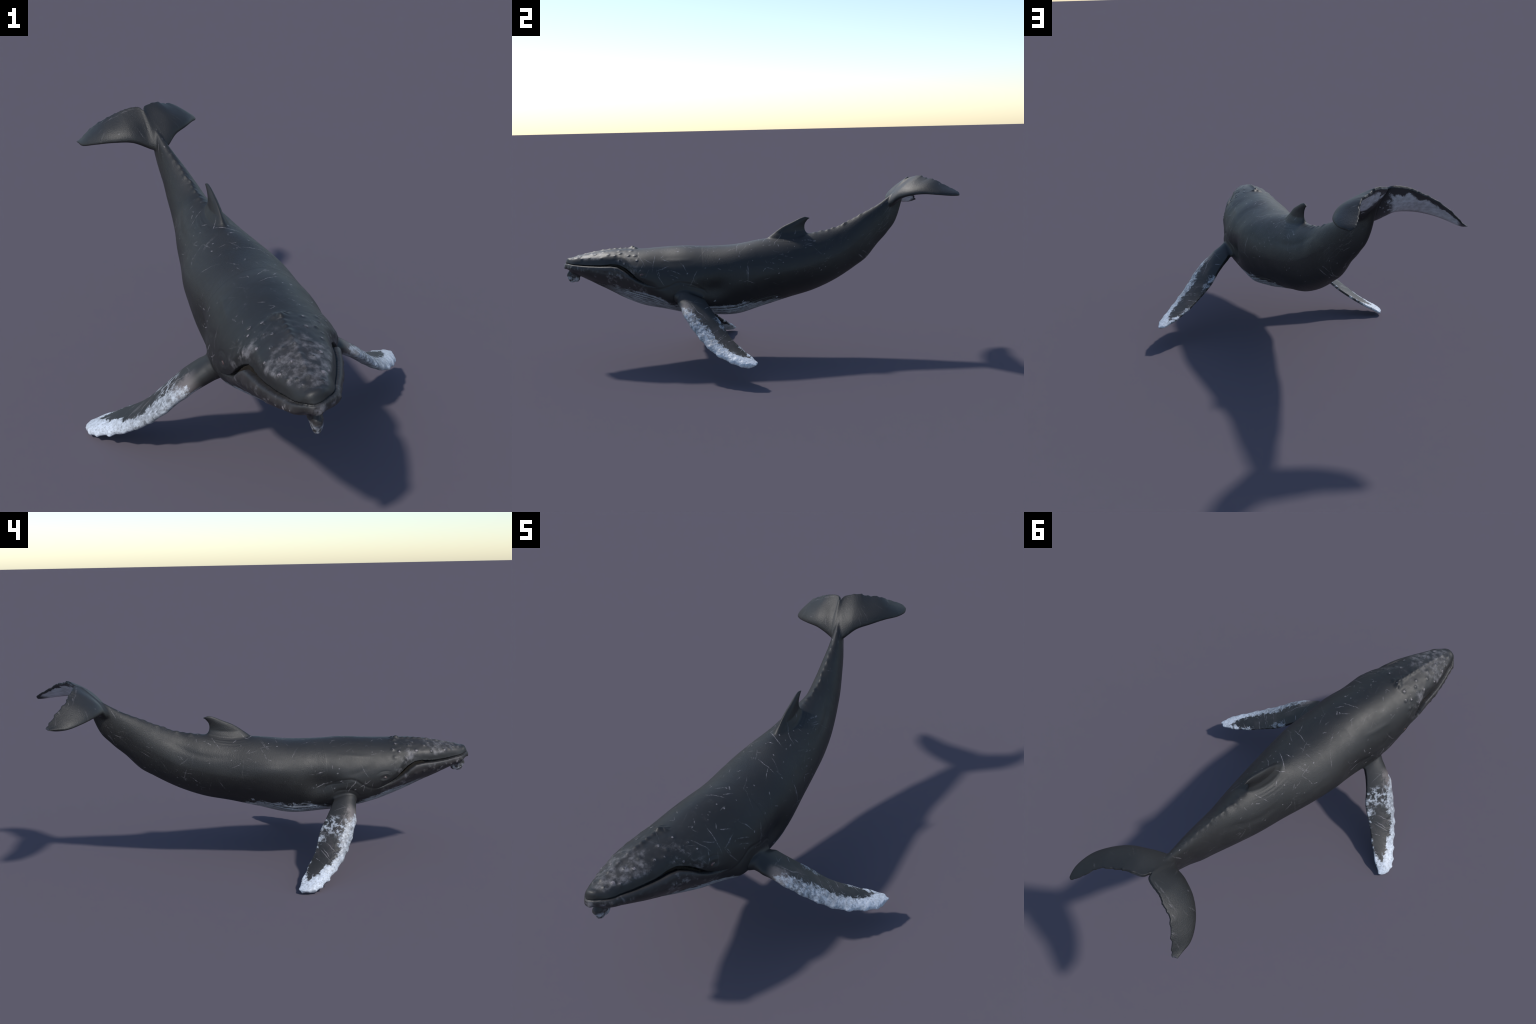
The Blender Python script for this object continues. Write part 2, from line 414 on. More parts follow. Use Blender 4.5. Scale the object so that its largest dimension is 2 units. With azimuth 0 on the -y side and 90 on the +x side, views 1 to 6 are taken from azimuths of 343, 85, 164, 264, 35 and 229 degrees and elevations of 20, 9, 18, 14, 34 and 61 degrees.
# hollows in the flanks, folds round the flippers, eye creases, dorsal folds
for side in (0, 1):
    f = (lambda p: p) if side == 0 else (lambda p: 180 - p)
    furrow(on([(.146, f(35)), (.212, f(32)), (.269, f(32)), (.33, f(37)), (.42, f(48))]), .0020, .015)
    furrow(on([(.06, f(25)), (0, f(25)), (-.06, f(27)), (-.12, f(27))]), .0010, .014)
    furrow(on([(-.40, f(15)), (-.45, f(19)), (-.49, f(25))]), .0014, .012)
    furrow(on([(-.51, f(42)), (-.44, f(43)), (-.37, f(45))]), -.0014, .013)
    furrow(on([(-.30, f(-4)), (-.335, f(3)), (-.37, f(7)), (-.396, f(8)), (-.417, f(8.4)), (-.44, f(5.7)), (-.464, f(-1)), (-.494, f(-8)), (-.525, f(-13)), (-.57, f(-17))]), .0019, .0060)
    furrow(on([(-.322, f(-24)), (-.335, f(-16)), (-.359, f(-10)), (-.394, f(-8)), (-.429, f(-11)), (-.453, f(-20))]), .0013, .005)
    furrow(on([(-.29, f(-10)), (-.31, f(-2.4)), (-.344, f(1)), (-.379, f(3.6)), (-.41, f(5.7))]), .0014, .004)
    furrow(on([(-.31, f(-20)), (-.325, f(-10)), (-.36, f(-4)), (-.40, f(-3)), (-.44, f(-6))]), -.0012, .009)
    # brow and lid folds round the eye
    yo, po = (-.600, 9) if side == 0 else (-.572, 5)
    furrow(on([(yo + .037, f(po + 8)), (yo + .019, f(po + 11.5)), (yo - .006, f(po + 12)), (yo - .027, f(po + 10))]), .0009, .0040)
    furrow(on([(yo + .024, f(po + 4)), (yo + .010, f(po + 6.5)), (yo - .010, f(po + 6.5)), (yo - .022, f(po + 3))]), -.0010, .0040)
    furrow(on([(yo + .020, f(po - 3)), (yo + .004, f(po - 6.5)), (yo - .017, f(po - 5.5))]), -.0013, .0040)
    furrow(on([(yo + .013, f(po)), (yo, f(po + .6)), (yo - .013, f(po))]), .0022, .0060)
    for k, (a, dpt) in enumerate([(70, .0006), (64, .0005), (58, .0004)]):
        furrow(on([(.055 - .01*k, f(a + 6)), (.10, f(a + 1)), (.15, f(a)), (.19, f(a + 2)), (.215 + .008*k, f(a + 7))]), dpt, .0045)
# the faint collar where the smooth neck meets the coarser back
push -= np.where(trunk_like & (PHI > -60), .0004*(1 - smooth(-.309, -.303, y))*smooth(-.37, -.31, y), 0)
# broad low lumps over the whole skin
idx = np.arange(nv)
# bumps on flipper skin near the leading edge
def edge_ratio(name, sd):
    L, T, up = wings[name, sd]
    span = (L[-1] + T[-1])/2 - (L[0] + T[0])/2
    span /= np.linalg.norm(span)
    sv = ((P - (L[0] + T[0])/2) @ span)
    sref = (((L + T)/2 - (L[0] + T[0])/2) @ span)
    u = np.interp(sv, sref, np.linspace(0, 1, len(sref)))
    Li, Ti, Ui = (np.stack([np.interp(u, np.linspace(0, 1, len(L)), A[:, k]) for k in range(3)], 1) for A in (L, T, up))
    ch = Li - Ti
    r = ((P - Ti)*ch).sum(1)/np.maximum((ch**2).sum(1), 1e-6)
    hgt = ((P - (Ti + r[:, None]*ch))*Ui).sum(1)
    return u, r, hgt

region = np.full(nv, 0)                   # 0 trunk
isfl = (y > -.52) & (y < 0) & (D > .013) & (z < .45)
region[isfl & (x > -.02)] = 1
region[isfl & (x <= -.02)] = 2
isfk = (y > .60) & (z > .65) & (D > .007)
isfk |= y > .785
cx = np.interp(y, [.65, .78, 1.0], [-.113, -.171, -.171])
region[isfk & (x > cx)] = 3
region[isfk & (x <= cx)] = 4
region[(y > -.01) & (y < .27) & (D > .010) & (Z > 0) & (z > .55)] = 5

edge_info = {1: edge_ratio("flipper", 1), 2: edge_ratio("flipper", -1), 3: edge_ratio("fluke", 1), 4: edge_ratio("fluke", -1)}
for rg in (1, 2):
    u, r, h = edge_info[rg]
    k = np.where((region == rg) & (u > .2))[0]
    bump = np.array([noise.noise(p*55) + .5*noise.noise(p*130) for p in P[k]])
    push[k] += .0016*bump*smooth(.2, .5, u[k])*smooth(.35, .75, r[k])
k = np.where(y < -.62)[0]
push[k] += np.array([.0007*noise.noise(p*45) for p in P[k]])*np.where(M[k] > .012, 1, .5)

P = P + N*push[:, None]
mouth_band = np.where(inhead & (np.abs(M - .004) < .02), 1., 0.)
P = melt(P, mouth_band*.6, 2)
print("LOWEST", P[:, 2].min())
k = np.where(chin_w > 0)[0]
P[k] += N[k]*np.array([.0018*noise.noise(p*80) + .0006*noise.noise(p*190) for p in P[k]])[:, None]
lo, hi = P.min(0), P.max(0)
N = normals(P)

# ------------------------------------------------------------------ materials
class Graph:
    """small helper for writing node trees as expressions"""
    def __init__(self, name):
        self.mat = bpy.data.materials.new(name); self.mat.use_nodes = True
        self.t = self.mat.node_tree; self.n = self.t.nodes; self.n.clear()
        self.out = self.n.new("ShaderNodeOutputMaterial")
        self.bsdf = self.n.new("ShaderNodeBsdfPrincipled")
        self.t.links.new(self.bsdf.outputs[0], self.out.inputs[0])
        self.co = self.n.new("ShaderNodeTexCoord").outputs["Object"]
        s = self.n.new("ShaderNodeSeparateXYZ"); self.link(self.co, s.inputs[0])
        self.x, self.y, self.z = s.outputs
    def link(self, a, b):
        if hasattr(a, "is_output"):
            self.t.links.new(a, b)
        else:
            b.default_value = a
    def m(self, op, a, b=0., c=0., clamp=False):
        k = self.n.new("ShaderNodeMath"); k.operation = op; k.use_clamp = clamp
        for i, v in enumerate((a, b, c)):
            self.link(v, k.inputs[i])
        return k.outputs[0]
    def add(self, a, b): return self.m("ADD", a, b)
    def sub(self, a, b): return self.m("SUBTRACT", a, b)
    def mul(self, a, b): return self.m("MULTIPLY", a, b)
    def mx(self, a, b): return self.m("MAXIMUM", a, b)
    def inv(self, a): return self.m("SUBTRACT", 1., a)
    def step(self, v, a, b, lo=0., hi=1.):
        k = self.n.new("ShaderNodeMapRange"); k.interpolation_type = "SMOOTHSTEP"
        for i, q in enumerate((v, a, b, lo, hi)):
            self.link(q, k.inputs[i])
        return k.outputs[0]
    def lin(self, v, a, b, lo=0., hi=1.):
        k = self.n.new("ShaderNodeMapRange"); k.interpolation_type = "LINEAR"
        for i, q in enumerate((v, a, b, lo, hi)):
            self.link(q, k.inputs[i])
        return k.outputs[0]
    def table(self, v, a, b, pts, lo=0., hi=1.):
        """piecewise curve of v, given as (v, value) pairs"""
        k = self.n.new("ShaderNodeFloatCurve")
        self.link(self.lin(v, a, b), k.inputs["Value"])
        c = k.mapping.curves[0]
        q = [((p - a)/(b - a), (w - lo)/(hi - lo)) for p, w in pts]
        c.points[0].location = q[0]; c.points[1].location = q[-1]
        for p in q[1:-1]:
            c.points.new(*p)
        for p in c.points:
            p.handle_type = "VECTOR"
        k.mapping.update()
        return self.lin(k.outputs[0], 0., 1., lo, hi)
    def mapped(self, rot=(0, 0, 0), scale=(1, 1, 1), vec=None, loc=(0, 0, 0)):
        k = self.n.new("ShaderNodeMapping")
        self.link(vec or self.co, k.inputs[0])
        k.inputs["Rotation"].default_value = rot; k.inputs["Scale"].default_value = scale; k.inputs["Location"].default_value = loc
        return k.outputs[0]
    def noise(self, scale, detail=4., rough=.55, vec=None, dist=0.):
        k = self.n.new("ShaderNodeTexNoise")
        self.link(vec or self.co, k.inputs["Vector"])
        k.inputs["Scale"].default_value = scale; k.inputs["Detail"].default_value = detail
        k.inputs["Roughness"].default_value = rough; k.inputs["Distortion"].default_value = dist
        return k.outputs["Fac"]
    def bent(self, scale, amt):
        k = self.n.new("ShaderNodeTexNoise"); self.link(self.co, k.inputs["Vector"]); k.inputs["Scale"].default_value = scale
        v = self.n.new("ShaderNodeVectorMath"); v.operation = "MULTIPLY_ADD"
        self.link(k.outputs["Color"], v.inputs[0]); v.inputs[1].default_value = (amt,)*3; self.link(self.co, v.inputs[2])
        return v.outputs[0]
    def dashes(self, rot, scale, radius, keep, vec=None, loc=(0, 0, 0)):
        """sparse soft streaks: thin stretched cells, a fraction of which is kept"""
        k = self.n.new("ShaderNodeTexVoronoi"); k.feature = "F1"
        self.link(self.mapped(rot, scale, vec, loc), k.inputs["Vector"])
        k.inputs["Scale"].default_value = 1.
        s = self.n.new("ShaderNodeSeparateColor"); self.link(k.outputs["Color"], s.inputs[0])
        return self.mul(self.step(k.outputs["Distance"], radius, radius*.35), self.m("LESS_THAN", s.outputs[0], keep))
    def mix(self, f, a, b):
        k = self.n.new("ShaderNodeMix"); k.data_type = "RGBA"
        self.link(f, k.inputs[0])
        for v, i in ((a, 6), (b, 7)):
            self.link(v if hasattr(v, "is_output") else (*v, 1.), k.inputs[i])
        return k.outputs[2]
    def bump(self, h, strength, dist, prev=None):
        k = self.n.new("ShaderNodeBump"); self.link(h, k.inputs["Height"])
        self.link(strength, k.inputs["Strength"]); k.inputs["Distance"].default_value = dist
        if prev is not None:
            self.link(prev, k.inputs["Normal"])
        return k.outputs[0]
    def finish(self, color, rough, normal=None, spec=.5):
        b = self.bsdf
        self.link(color, b.inputs["Base Color"]); self.link(rough, b.inputs["Roughness"])
        b.inputs["Specular IOR Level"].default_value = spec
        if normal is not None:
            self.link(normal, b.inputs["Normal"])
        return self.mat

DARK = (.0125, .0124, .0122); DARK2 = (.0180, .0176, .0172); BROWN = (.038, .033, .033)
PALE = (.27, .255, .265); WHITE = (.60, .64, .70); SCAR = (.31, .285, .30)

def unrolled(G):
    """skin coordinates on the trunk: girth and length, in metres"""
    k = range(0, len(TY), 2)
    cx = G.table(G.y, -1., .8, [(float(TY[i]), float(TV[i, 0])) for i in k], -.3, .1)
    cz = G.table(G.y, -1., .8, [(float(TY[i]), float(TV[i, 2])) for i in k], .3, .9)
    a = G.m("ARCTAN2", G.sub(G.x, cx), G.sub(G.z, cz))
    c = G.n.new("ShaderNodeCombineXYZ"); G.link(G.mul(a, .15), c.inputs[0]); G.link(G.y, c.inputs[1])
    return c.outputs[0]

def warp(G, vec, scale, amt):
    k = G.n.new("ShaderNodeTexNoise"); G.link(G.co, k.inputs["Vector"]); k.inputs["Scale"].default_value = scale
    k.inputs["Detail"].default_value = 3.
    v = G.n.new("ShaderNodeVectorMath"); v.operation = "MULTIPLY_ADD"
    G.link(k.outputs["Color"], v.inputs[0]); v.inputs[1].default_value = (amt,)*3; G.link(vec, v.inputs[2])
    return v.outputs[0]

def streaks(G, vec, angle, length, width, keep, loc=(0, 0, 0), core=.35):
    k = G.n.new("ShaderNodeTexVoronoi"); k.feature = "F1"; k.voronoi_dimensions = "2D"
    r = G.mapped((0, 0, angle), (1, 1, 1), vec, loc)
    G.link(G.mapped((0, 0, 0), (1/length, 1/width, 1), r), k.inputs["Vector"]); k.inputs["Scale"].default_value = 1.
    k.inputs["Randomness"].default_value = 1.
    q = G.n.new("ShaderNodeSeparateColor"); G.link(k.outputs["Color"], q.inputs[0])
    on_ = G.m("LESS_THAN", q.outputs[0], keep)
    return G.mul(G.mul(G.step(k.outputs["Distance"], .46, .46*core), on_), G.lin(q.outputs[1], 0., 1., .35, 1.))

def scars(G):
    v = unrolled(G)
    b = warp(G, v, 10., .035); b2 = warp(G, v, 22., .016)
    s = 0.
    for i, (ang, ln, wd, kp) in enumerate([(.55, .12, .0062, .016), (-.5, .11, .0058, .014), (1.2, .085, .0056, .014), (.15, .14, .0052, .010), (-1.1, .07, .0056, .014)]):
        s = G.mx(s, streaks(G, b, ang, ln, wd, kp, (i*1.7, i*.9, 0)))
    for i, (ang, ln, wd, kp) in enumerate([(.8, .036, .0064, .011), (-.3, .032, .0058, .011), (1.5, .042, .0058, .010), (-1.2, .028, .0066, .010)]):
        s = G.mx(s, G.mul(streaks(G, b2, ang, ln, wd, kp, (i*1.1 + .4, i*.7, 0)), .85))
    brk = G.step(G.noise(95., 6., .78), .38, .66)
    dots = G.mx(streaks(G, b2, .4, .009, .007, .008), streaks(G, b2, 1.1, .013, .008, .006, (2, 3, 0)))
    area = G.step(G.noise(6., 3., .6), .45, .58)
    return G.mul(G.mx(G.mul(s, brk), G.mul(dots, .7)), G.lin(area, 0., 1., .16, 1.))

def skin_material():
    G = Graph("whale_skin")
    x, y, z = G.x, G.y, G.z
    fine = G.noise(70., 5., .62); mid = G.noise(16., 5., .6); broad = G.noise(4., 3.)
    streak = G.noise(1., 5., .6, G.mapped(scale=(60, 14, 60)))
    col = G.mix(G.step(broad, .35, .68), DARK, DARK2)
    lipz = G.table(y, -1.01, -.5, [(-1.01, .4945), (-.95, .489), (-.88, .481), (-.81, .478), (-.755, .478), (-.72, .472), (-.675, .440), (-.63, .402), (-.57, .375), (-.5, .36)], .3, .6)
    zt = G.sub(z, G.mul(G.add(x, .075), .12))
    above = G.sub(zt, lipz)
    headmask = G.step(y, -.60, -.70)
    # brownish mottled jaw
    jawm = G.mul(G.step(above, .004, -.012), G.step(y, -.53, -.64))
    col = G.mix(G.mul(jawm, G.lin(mid, .3, .7, .25, 1.)), col, BROWN)
    # pale worn mottling of the snout
    worn = G.mul(G.step(y, -.64, -.86), G.lin(G.step(y, -.985, -.95), 0., 1., .35, 1.))
    worn = G.mul(worn, G.step(above, .014, .034))
    speck = G.add(G.mul(G.noise(40., 8., .72), .52), G.mul(G.noise(10., 4.), .48))
    pat = G.step(G.add(speck, G.mul(worn, .20)), .62, .90)
    col = G.mix(G.mul(G.mul(worn, G.step(mid, .3, .6)), .35), col, BROWN)
    col = G.mix(G.mul(pat, G.mul(worn, .66)), col, PALE)
    jspeck = G.mul(G.step(G.add(speck, .16), .68, .84), jawm)
    col = G.mix(G.mul(jspeck, .62), col, PALE)
    # light scuffs behind the mouth and on the flipper shoulder
    scuff = G.mul(G.mul(G.step(y, -.70, -.62), G.step(y, -.34, -.46)), G.step(G.noise(30., 6., .7), .56, .74))
    col = G.mix(G.mul(scuff, .38), col, BROWN)
    cheek = G.mul(G.mul(G.step(y, -.75, -.70), G.step(y, -.60, -.66)), G.mul(G.step(above, .01, .03), G.step(above, .11, .06)))
    col = G.mix(G.mul(G.mul(cheek, G.step(speck, .46, .62)), .45), col, PALE)
    chin = G.mul(G.mul(G.step(y, -.920, -.935), G.step(z, .436, .418)), G.step(G.noise(60., 4.), .34, .6))
    col = G.mix(G.mul(chin, .8), col, (.46, .47, .50))
    # pale throat and belly, bounded by a ragged line
    tilt = G.lin(y, -.5, -.2, .12, .05)
    zb = G.sub(z, G.mul(G.add(x, .03), tilt))
    bound = G.table(y, -.90, .20, [(-.90, .37), (-.84, .385), (-.76, .385), (-.65, .362), (-.57, .345), (-.5, .322), (-.42, .284), (-.30, .276), (-.20, .287), (-.10, .290), (0., .290), (.07, .288), (.13, .270), (.20, .24)], .2, .5)
    rag = G.mul(G.sub(G.noise(13., 7., .72, G.mapped(scale=(1, .55, 1)), .4), .5), .150)
    bel = G.step(G.add(G.sub(bound, zb), rag), -.004, .007)
    bel = G.mul(bel, G.step(y, .15, .04))
    bel = G.mul(bel, G.step(y, -.88, -.78))
    bcol = G.mix(G.step(streak, .3, .68), (.13, .133, .146), (.30, .315, .345))
    bcol = G.mix(G.step(y, -.66, -.80), bcol, (.085, .078, .080))
    col = G.mix(bel, col, bcol)
    # splashes of white beyond the edge of the belly
    spl = G.mul(G.step(G.add(G.sub(bound, zb), G.mul(rag, 2.)), -.016, -.002), G.mul(G.step(y, .11, .05), G.step(y, -.34, -.28)))
    spl = G.mul(spl, G.step(G.noise(24., 6., .7), .55, .64))
    col = G.mix(G.mul(spl, .8), col, (.42, .44, .48))
    smoke = G.mul(G.step(G.noise(20., 7., .72), .54, .78), G.step(G.noise(3.2, 2.), .48, .66))
    col = G.mix(G.mul(smoke, .22), col, (.10, .098, .10))
    # scars
    sc = G.mul(scars(G), G.mul(G.step(y, -.74, -.55), G.step(G.add(above, 0.), -.02, .03)))
    upper = G.mul(G.step(z, .27, .36), G.lin(G.step(y, .66, .70), 0., 1., 1., .35))
    col = G.mix(G.mul(G.mul(sc, upper), .95), col, SCAR)
    # bright knuckle scuffs along the spine behind the fin
    nb = G.bump(G.noise(250., 3., .6), G.lin(G.step(y, -.308, -.303), 0., 1., .10, .55), .0016)
    nb = G.bump(fine, .15, .0022, nb)
    nb = G.bump(mid, .12, .004, nb)
    rough = G.lin(mid, .3, .7, .47, .57)
    return G.finish(col, rough, nb, .46)

def frame(G, o, u, w, smax):
    """span and chord coordinates of the object position in a limb's own frame"""
    k = G.n.new("ShaderNodeVectorMath"); k.operation = "SUBTRACT"; G.link(G.co, k.inputs[0]); k.inputs[1].default_value = tuple(o)
    def dot(a):
        d = G.n.new("ShaderNodeVectorMath"); d.operation = "DOT_PRODUCT"; G.link(k.outputs[0], d.inputs[0]); d.inputs[1].default_value = tuple(a)
        return d.outputs["Value"]
    return G.mul(dot(u), 1/smax), dot(w)

def limb_frame(name, sd, shift):
    L, T, up = wings[name, sd]
    L, T = L - shift, T - shift
    o = (L[0] + T[0])/2
    u = (L[-1] + T[-1])/2 - o; smax = np.linalg.norm(u); u /= smax
    c = (L - T).mean(0); w = c - u*(c @ u); w /= np.linalg.norm(w)
    s = ((L - o) @ u)/smax; lc = (L - o) @ w
    s2 = ((T - o) @ u)/smax; tc = (T - o) @ w
    def table(s, c):
        i = np.argsort(s); g = np.linspace(0, 1, 13)
        return [(float(a), float(b)) for a, b in zip(g, np.interp(g, s[i], c[i]))]
    return o, u, w, smax, table(s, lc), table(s2, tc)

def limb_coords(G, fr):
    o, u, w, smax, le, te = fr
    s, c = frame(G, o, u, w, smax)
    lo_, hi_ = -.25, .25
    l = G.table(s, 0., 1., le, lo_, hi_); t = G.table(s, 0., 1., te, lo_, hi_)
    r = G.m("DIVIDE", G.sub(c, t), G.mx(G.sub(l, t), .012))
    return s, r

def flipper_material(sd, fr, under):
    G = Graph("flipper_underside" if under else "flipper_skin")
    s, r = limb_coords(G, fr)
    fine = G.noise(75., 5., .62); mid = G.noise(22., 5., .6); broad = G.noise(4., 3.)
    col = G.mix(G.step(broad, .35, .68), DARK, DARK2)
    col = G.mix(G.mul(G.step(mid, .45, .7), G.mul(G.step(s, .25, .4), .8)), col, BROWN)
    rag = G.sub(G.noise(34., 9., .80, dist=.4), .5)
    rag2 = G.sub(G.noise(9., 3.), .5)
    ragged = G.add(G.mul(rag, 1.05), G.mul(rag2, .40))
    if under:
        edge = G.table(s, 0., 1., [(0, 1.), (.18, 1.05), (.26, .72), (.35, .55), (.5, .42), (.65, .35), (.8, .2), (.9, -.1), (1, -.6)], -1., 2.)
    elif sd < 0:
        edge = G.table(s, 0., 1., [(0, 1.5), (.18, 1.35), (.26, .97), (.32, .80), (.40, .68), (.50, .70), (.60, .74), (.68, .74), (.76, .58), (.84, .50), (.90, .38), (.94, .1), (1, -.8)], -1., 2.)
    else:
        edge = G.table(s, 0., 1., [(0, 1.5), (.20, 1.2), (.27, .84), (.35, .70), (.45, .67), (.55, .66), (.62, .66), (.70, .58), (.78, .55), (.84, .50), (.90, .38), (.945, .1), (1, -.8)], -1., 2.)
    white = G.step(G.sub(G.add(r, ragged), edge), -.03, .07)
    te = G.table(s, 0., 1., [(0, -.6), (.34, -.4), (.42, .16), (.52, .13), (.60, -.02), (.70, .02), (.82, .06), (.90, .22), (.95, .5), (1, .9)], -1., 2.)
    white2 = G.mul(G.step(G.add(G.sub(te, r), G.mul(ragged, .9)), -.02, .07), G.mx(G.step(G.noise(30., 7., .75), .44, .56), G.step(s, .9, .95)))
    white = G.mx(white, white2)
    smudge = G.step(G.noise(1., 7., .72, G.mapped(scale=(34, 70, 60))), .30, .62)
    white = G.mul(white, G.mx(smudge, G.lin(s, .35, .80, .25, 1.)))
    if sd < 0 and not under:
        spot = G.mul(G.mul(G.step(s, .30, .36), G.step(s, .50, .42)), G.step(G.noise(48., 7., .7), .50, .60))
        white = G.mx(white, G.mul(spot, .85))
    # long scratches running from edge to edge
    cv = G.n.new("ShaderNodeCombineXYZ"); G.link(G.mul(s, fr[3]), cv.inputs[0]); G.link(G.mul(r, .13), cv.inputs[1])
    bv = warp(G, cv.outputs[0], 9., .05)
    sc = G.mx(streaks(G, bv, 1.0, .16, .0050, .05), streaks(G, bv, 2.1, .12, .0045, .05, (1, 2, 0)))
    sc = G.mx(sc, streaks(G, bv, .2, .20, .0045, .04, (3, 1, 0)))
    sc = G.mul(sc, G.mul(G.step(s, .20, .30), G.step(G.noise(50., 3.), .34, .55)))
    col = G.mix(G.mul(sc, .75), col, SCAR)
    # barnacle-brown fringe at the shoulder end of the white edge
    fr_b = G.mul(G.mul(G.step(s, .17, .25), G.step(s, .40, .30)), G.step(G.add(r, ragged), .55, .80))
    col = G.mix(G.mul(fr_b, .7), col, (.17, .145, .14))
    wcol = G.mix(G.step(G.noise(120., 7., .75), .30, .60), (.32, .335, .36), WHITE)
    wcol = G.mix(G.mul(G.step(G.noise(26., 4.), .5, .7), .45), wcol, (.36, .375, .40))
    wcol = G.mix(G.step(s, .55, .85), G.mix(.28, wcol, (.25, .26, .28)), wcol)
    if under:
        wcol = G.mix(.25, wcol, (.25, .27, .30))
    fleck = G.mul(G.step(G.noise(1., 8., .78, G.mapped(scale=(46, 60, 46))), .545, .62), G.lin(s, .5, .95, .9, .25))
    white = G.mul(white, G.inv(G.mul(fleck, .75)))
    pits = G.mul(G.step(G.noise(30., 3., .6), .70, .76), G.step(r, .4, .6))
    white = G.mul(white, G.inv(G.mul(pits, .75)))
    col = G.mix(white, col, wcol)
    nb = G.bump(G.noise(90., 5., .65), G.lin(white, 0., 1., .18, .45), .003)
    rough = G.lin(white, 0., 1., .54, .42)
    return G.finish(col, rough, nb, .55)

def fluke_underside_material(sd, fr):
    G = Graph("fluke_underside")
    s, r = limb_coords(G, fr)
    rag = G.add(G.mul(G.sub(G.noise(26., 8., .74, dist=.5), .5), .55), G.mul(G.sub(G.noise(9., 3.), .5), .25))
    lo_ = G.step(G.add(r, G.mul(rag, 1.2)), .15, .22)
    hi_ = G.step(G.add(r, G.mul(rag, .45)), .985, .93)
    root = G.step(G.add(s, G.mul(rag, .35)), .16, .22)
    tip = G.step(G.add(s, G.mul(rag, .2)), .95, .88)
    white = G.mul(G.mul(lo_, hi_), G.mul(root, tip))
    spots = G.mul(G.mul(G.step(s, .02, .1), G.step(r, .25, .35)), G.step(G.noise(34., 7., .7), .56, .62))
    white = G.mx(white, G.mul(G.mul(spots, hi_), G.mul(tip, .8)))
    grain = G.noise(1., 6., .6, G.mapped(scale=(70, 25, 70)))
    wcol = G.mix(G.step(grain, .3, .7), (.36, .37, .395), (.56, .58, .63))
    wcol = G.mix(G.step(r, .75, .95), wcol, (.24, .22, .235))
    col = G.mix(white, (.030, .030, .033), wcol)
    return G.finish(col, .5, G.bump(G.noise(80., 5.), .2, .002))

def plain(name, color, rough, spec=.5, coat=0.):
    G = Graph(name)
    col = G.mix(G.noise(90., 4.), color, tuple(c*.6 for c in color))
    G.finish(col, rough, None, spec)
    G.bsdf.inputs["Coat Weight"].default_value = coat
    return G.mat

SKIN = skin_material()
def worn_knob():
    G = Graph("worn_knob")
    f = G.step(G.add(G.noise(110., 4., .6), G.mul(G.sub(G.noise(22., 1.), .5), .9)), .46, .66)
    return G.finish(G.mix(f, DARK2, (.17, .15, .155)), .5)
KNOB = worn_knob()
GROOVE = plain("pleat_groove", (.030, .029, .032), .6)
dz = 0.0
shift = np.array([0, 0, 0.])
FL = {sd: limb_frame("flipper", sd, shift) for sd in (1, -1)}
FK = {sd: limb_frame("fluke", sd, shift) for sd in (1, -1)}
MATS = {
 1: (flipper_material(1, FL[1], False), flipper_material(1, FL[1], True)),
 2: (flipper_material(-1, FL[-1], False), flipper_material(-1, FL[-1], True)),
 3: (SKIN, fluke_underside_material(1, FK[1])),
 4: (SKIN, fluke_underside_material(-1, FK[-1])),
}

# ------------------------------------------------------------------ parts
whale = bpy.data.objects.new("humpback_whale", None)
whale.empty_display_size = .2
bpy.context.scene.collection.objects.link(whale)
whale["label"] = "dark grey humpback whale with white-edged flippers and raised tail"
whale["category"] = "whale"

fc = Q
region_f = np.zeros(nf, np.int32)
for rg in range(1, 6):
    region_f[(region[fc] == rg).sum(1) >= 3] = rg
yf, Mf, phif = y[fc].mean(1), M[fc].mean(1), PHI[fc].mean(1)
tr = region_f == 0
region_f[tr & (yf > .30)] = 6                                   # tail stock
head = tr & (yf < -.50 - .0009*phif*0)
region_f[head] = 7
region_f[tr & (yf < -.60) & (Mf < .0) & (np.abs(phif + 90) > lerp([-1, -.9, -.8, -.7, -.6], [-1, -1, 20, 52, 62], yf))] = 8   # lower jaw
region_f[tr & (yf < -.60) & (Mf < .0) & (region_f != 8)] = 9     # pleated throat
region_f[tr & (yf >= -.60) & (yf < -.02) & (np.abs(phif + 90) < 56) & (yf < -.02)] = 9

def part(name, faces, mats, under=None, parent=whale):
    used, inv = np.unique(fc[faces], return_inverse=True)
    me = bpy.data.meshes.new(name)
    q = inv.reshape(-1, 4)
    me.vertices.add(len(used)); me.vertices.foreach_set("co", P[used].astype(np.float32).ravel())
    me.loops.add(q.size); me.loops.foreach_set("vertex_index", q.astype(np.int32).ravel())
    me.polygons.add(len(q)); me.polygons.foreach_set("loop_start", np.arange(0, q.size, 4, dtype=np.int32))
    for m in mats:
        me.materials.append(m)
    if under is not None:
        me.polygons.foreach_set("material_index", under.astype(np.int32))
    me.polygons.foreach_set("use_smooth", np.ones(len(q), bool))
    me.update(calc_edges=True); me.validate()
    me.normals_split_custom_set_from_vertices(N[used].astype(np.float32).tolist())
    ob = bpy.data.objects.new(name, me)
    bpy.context.scene.collection.objects.link(ob)
    ob.parent = parent
    return ob

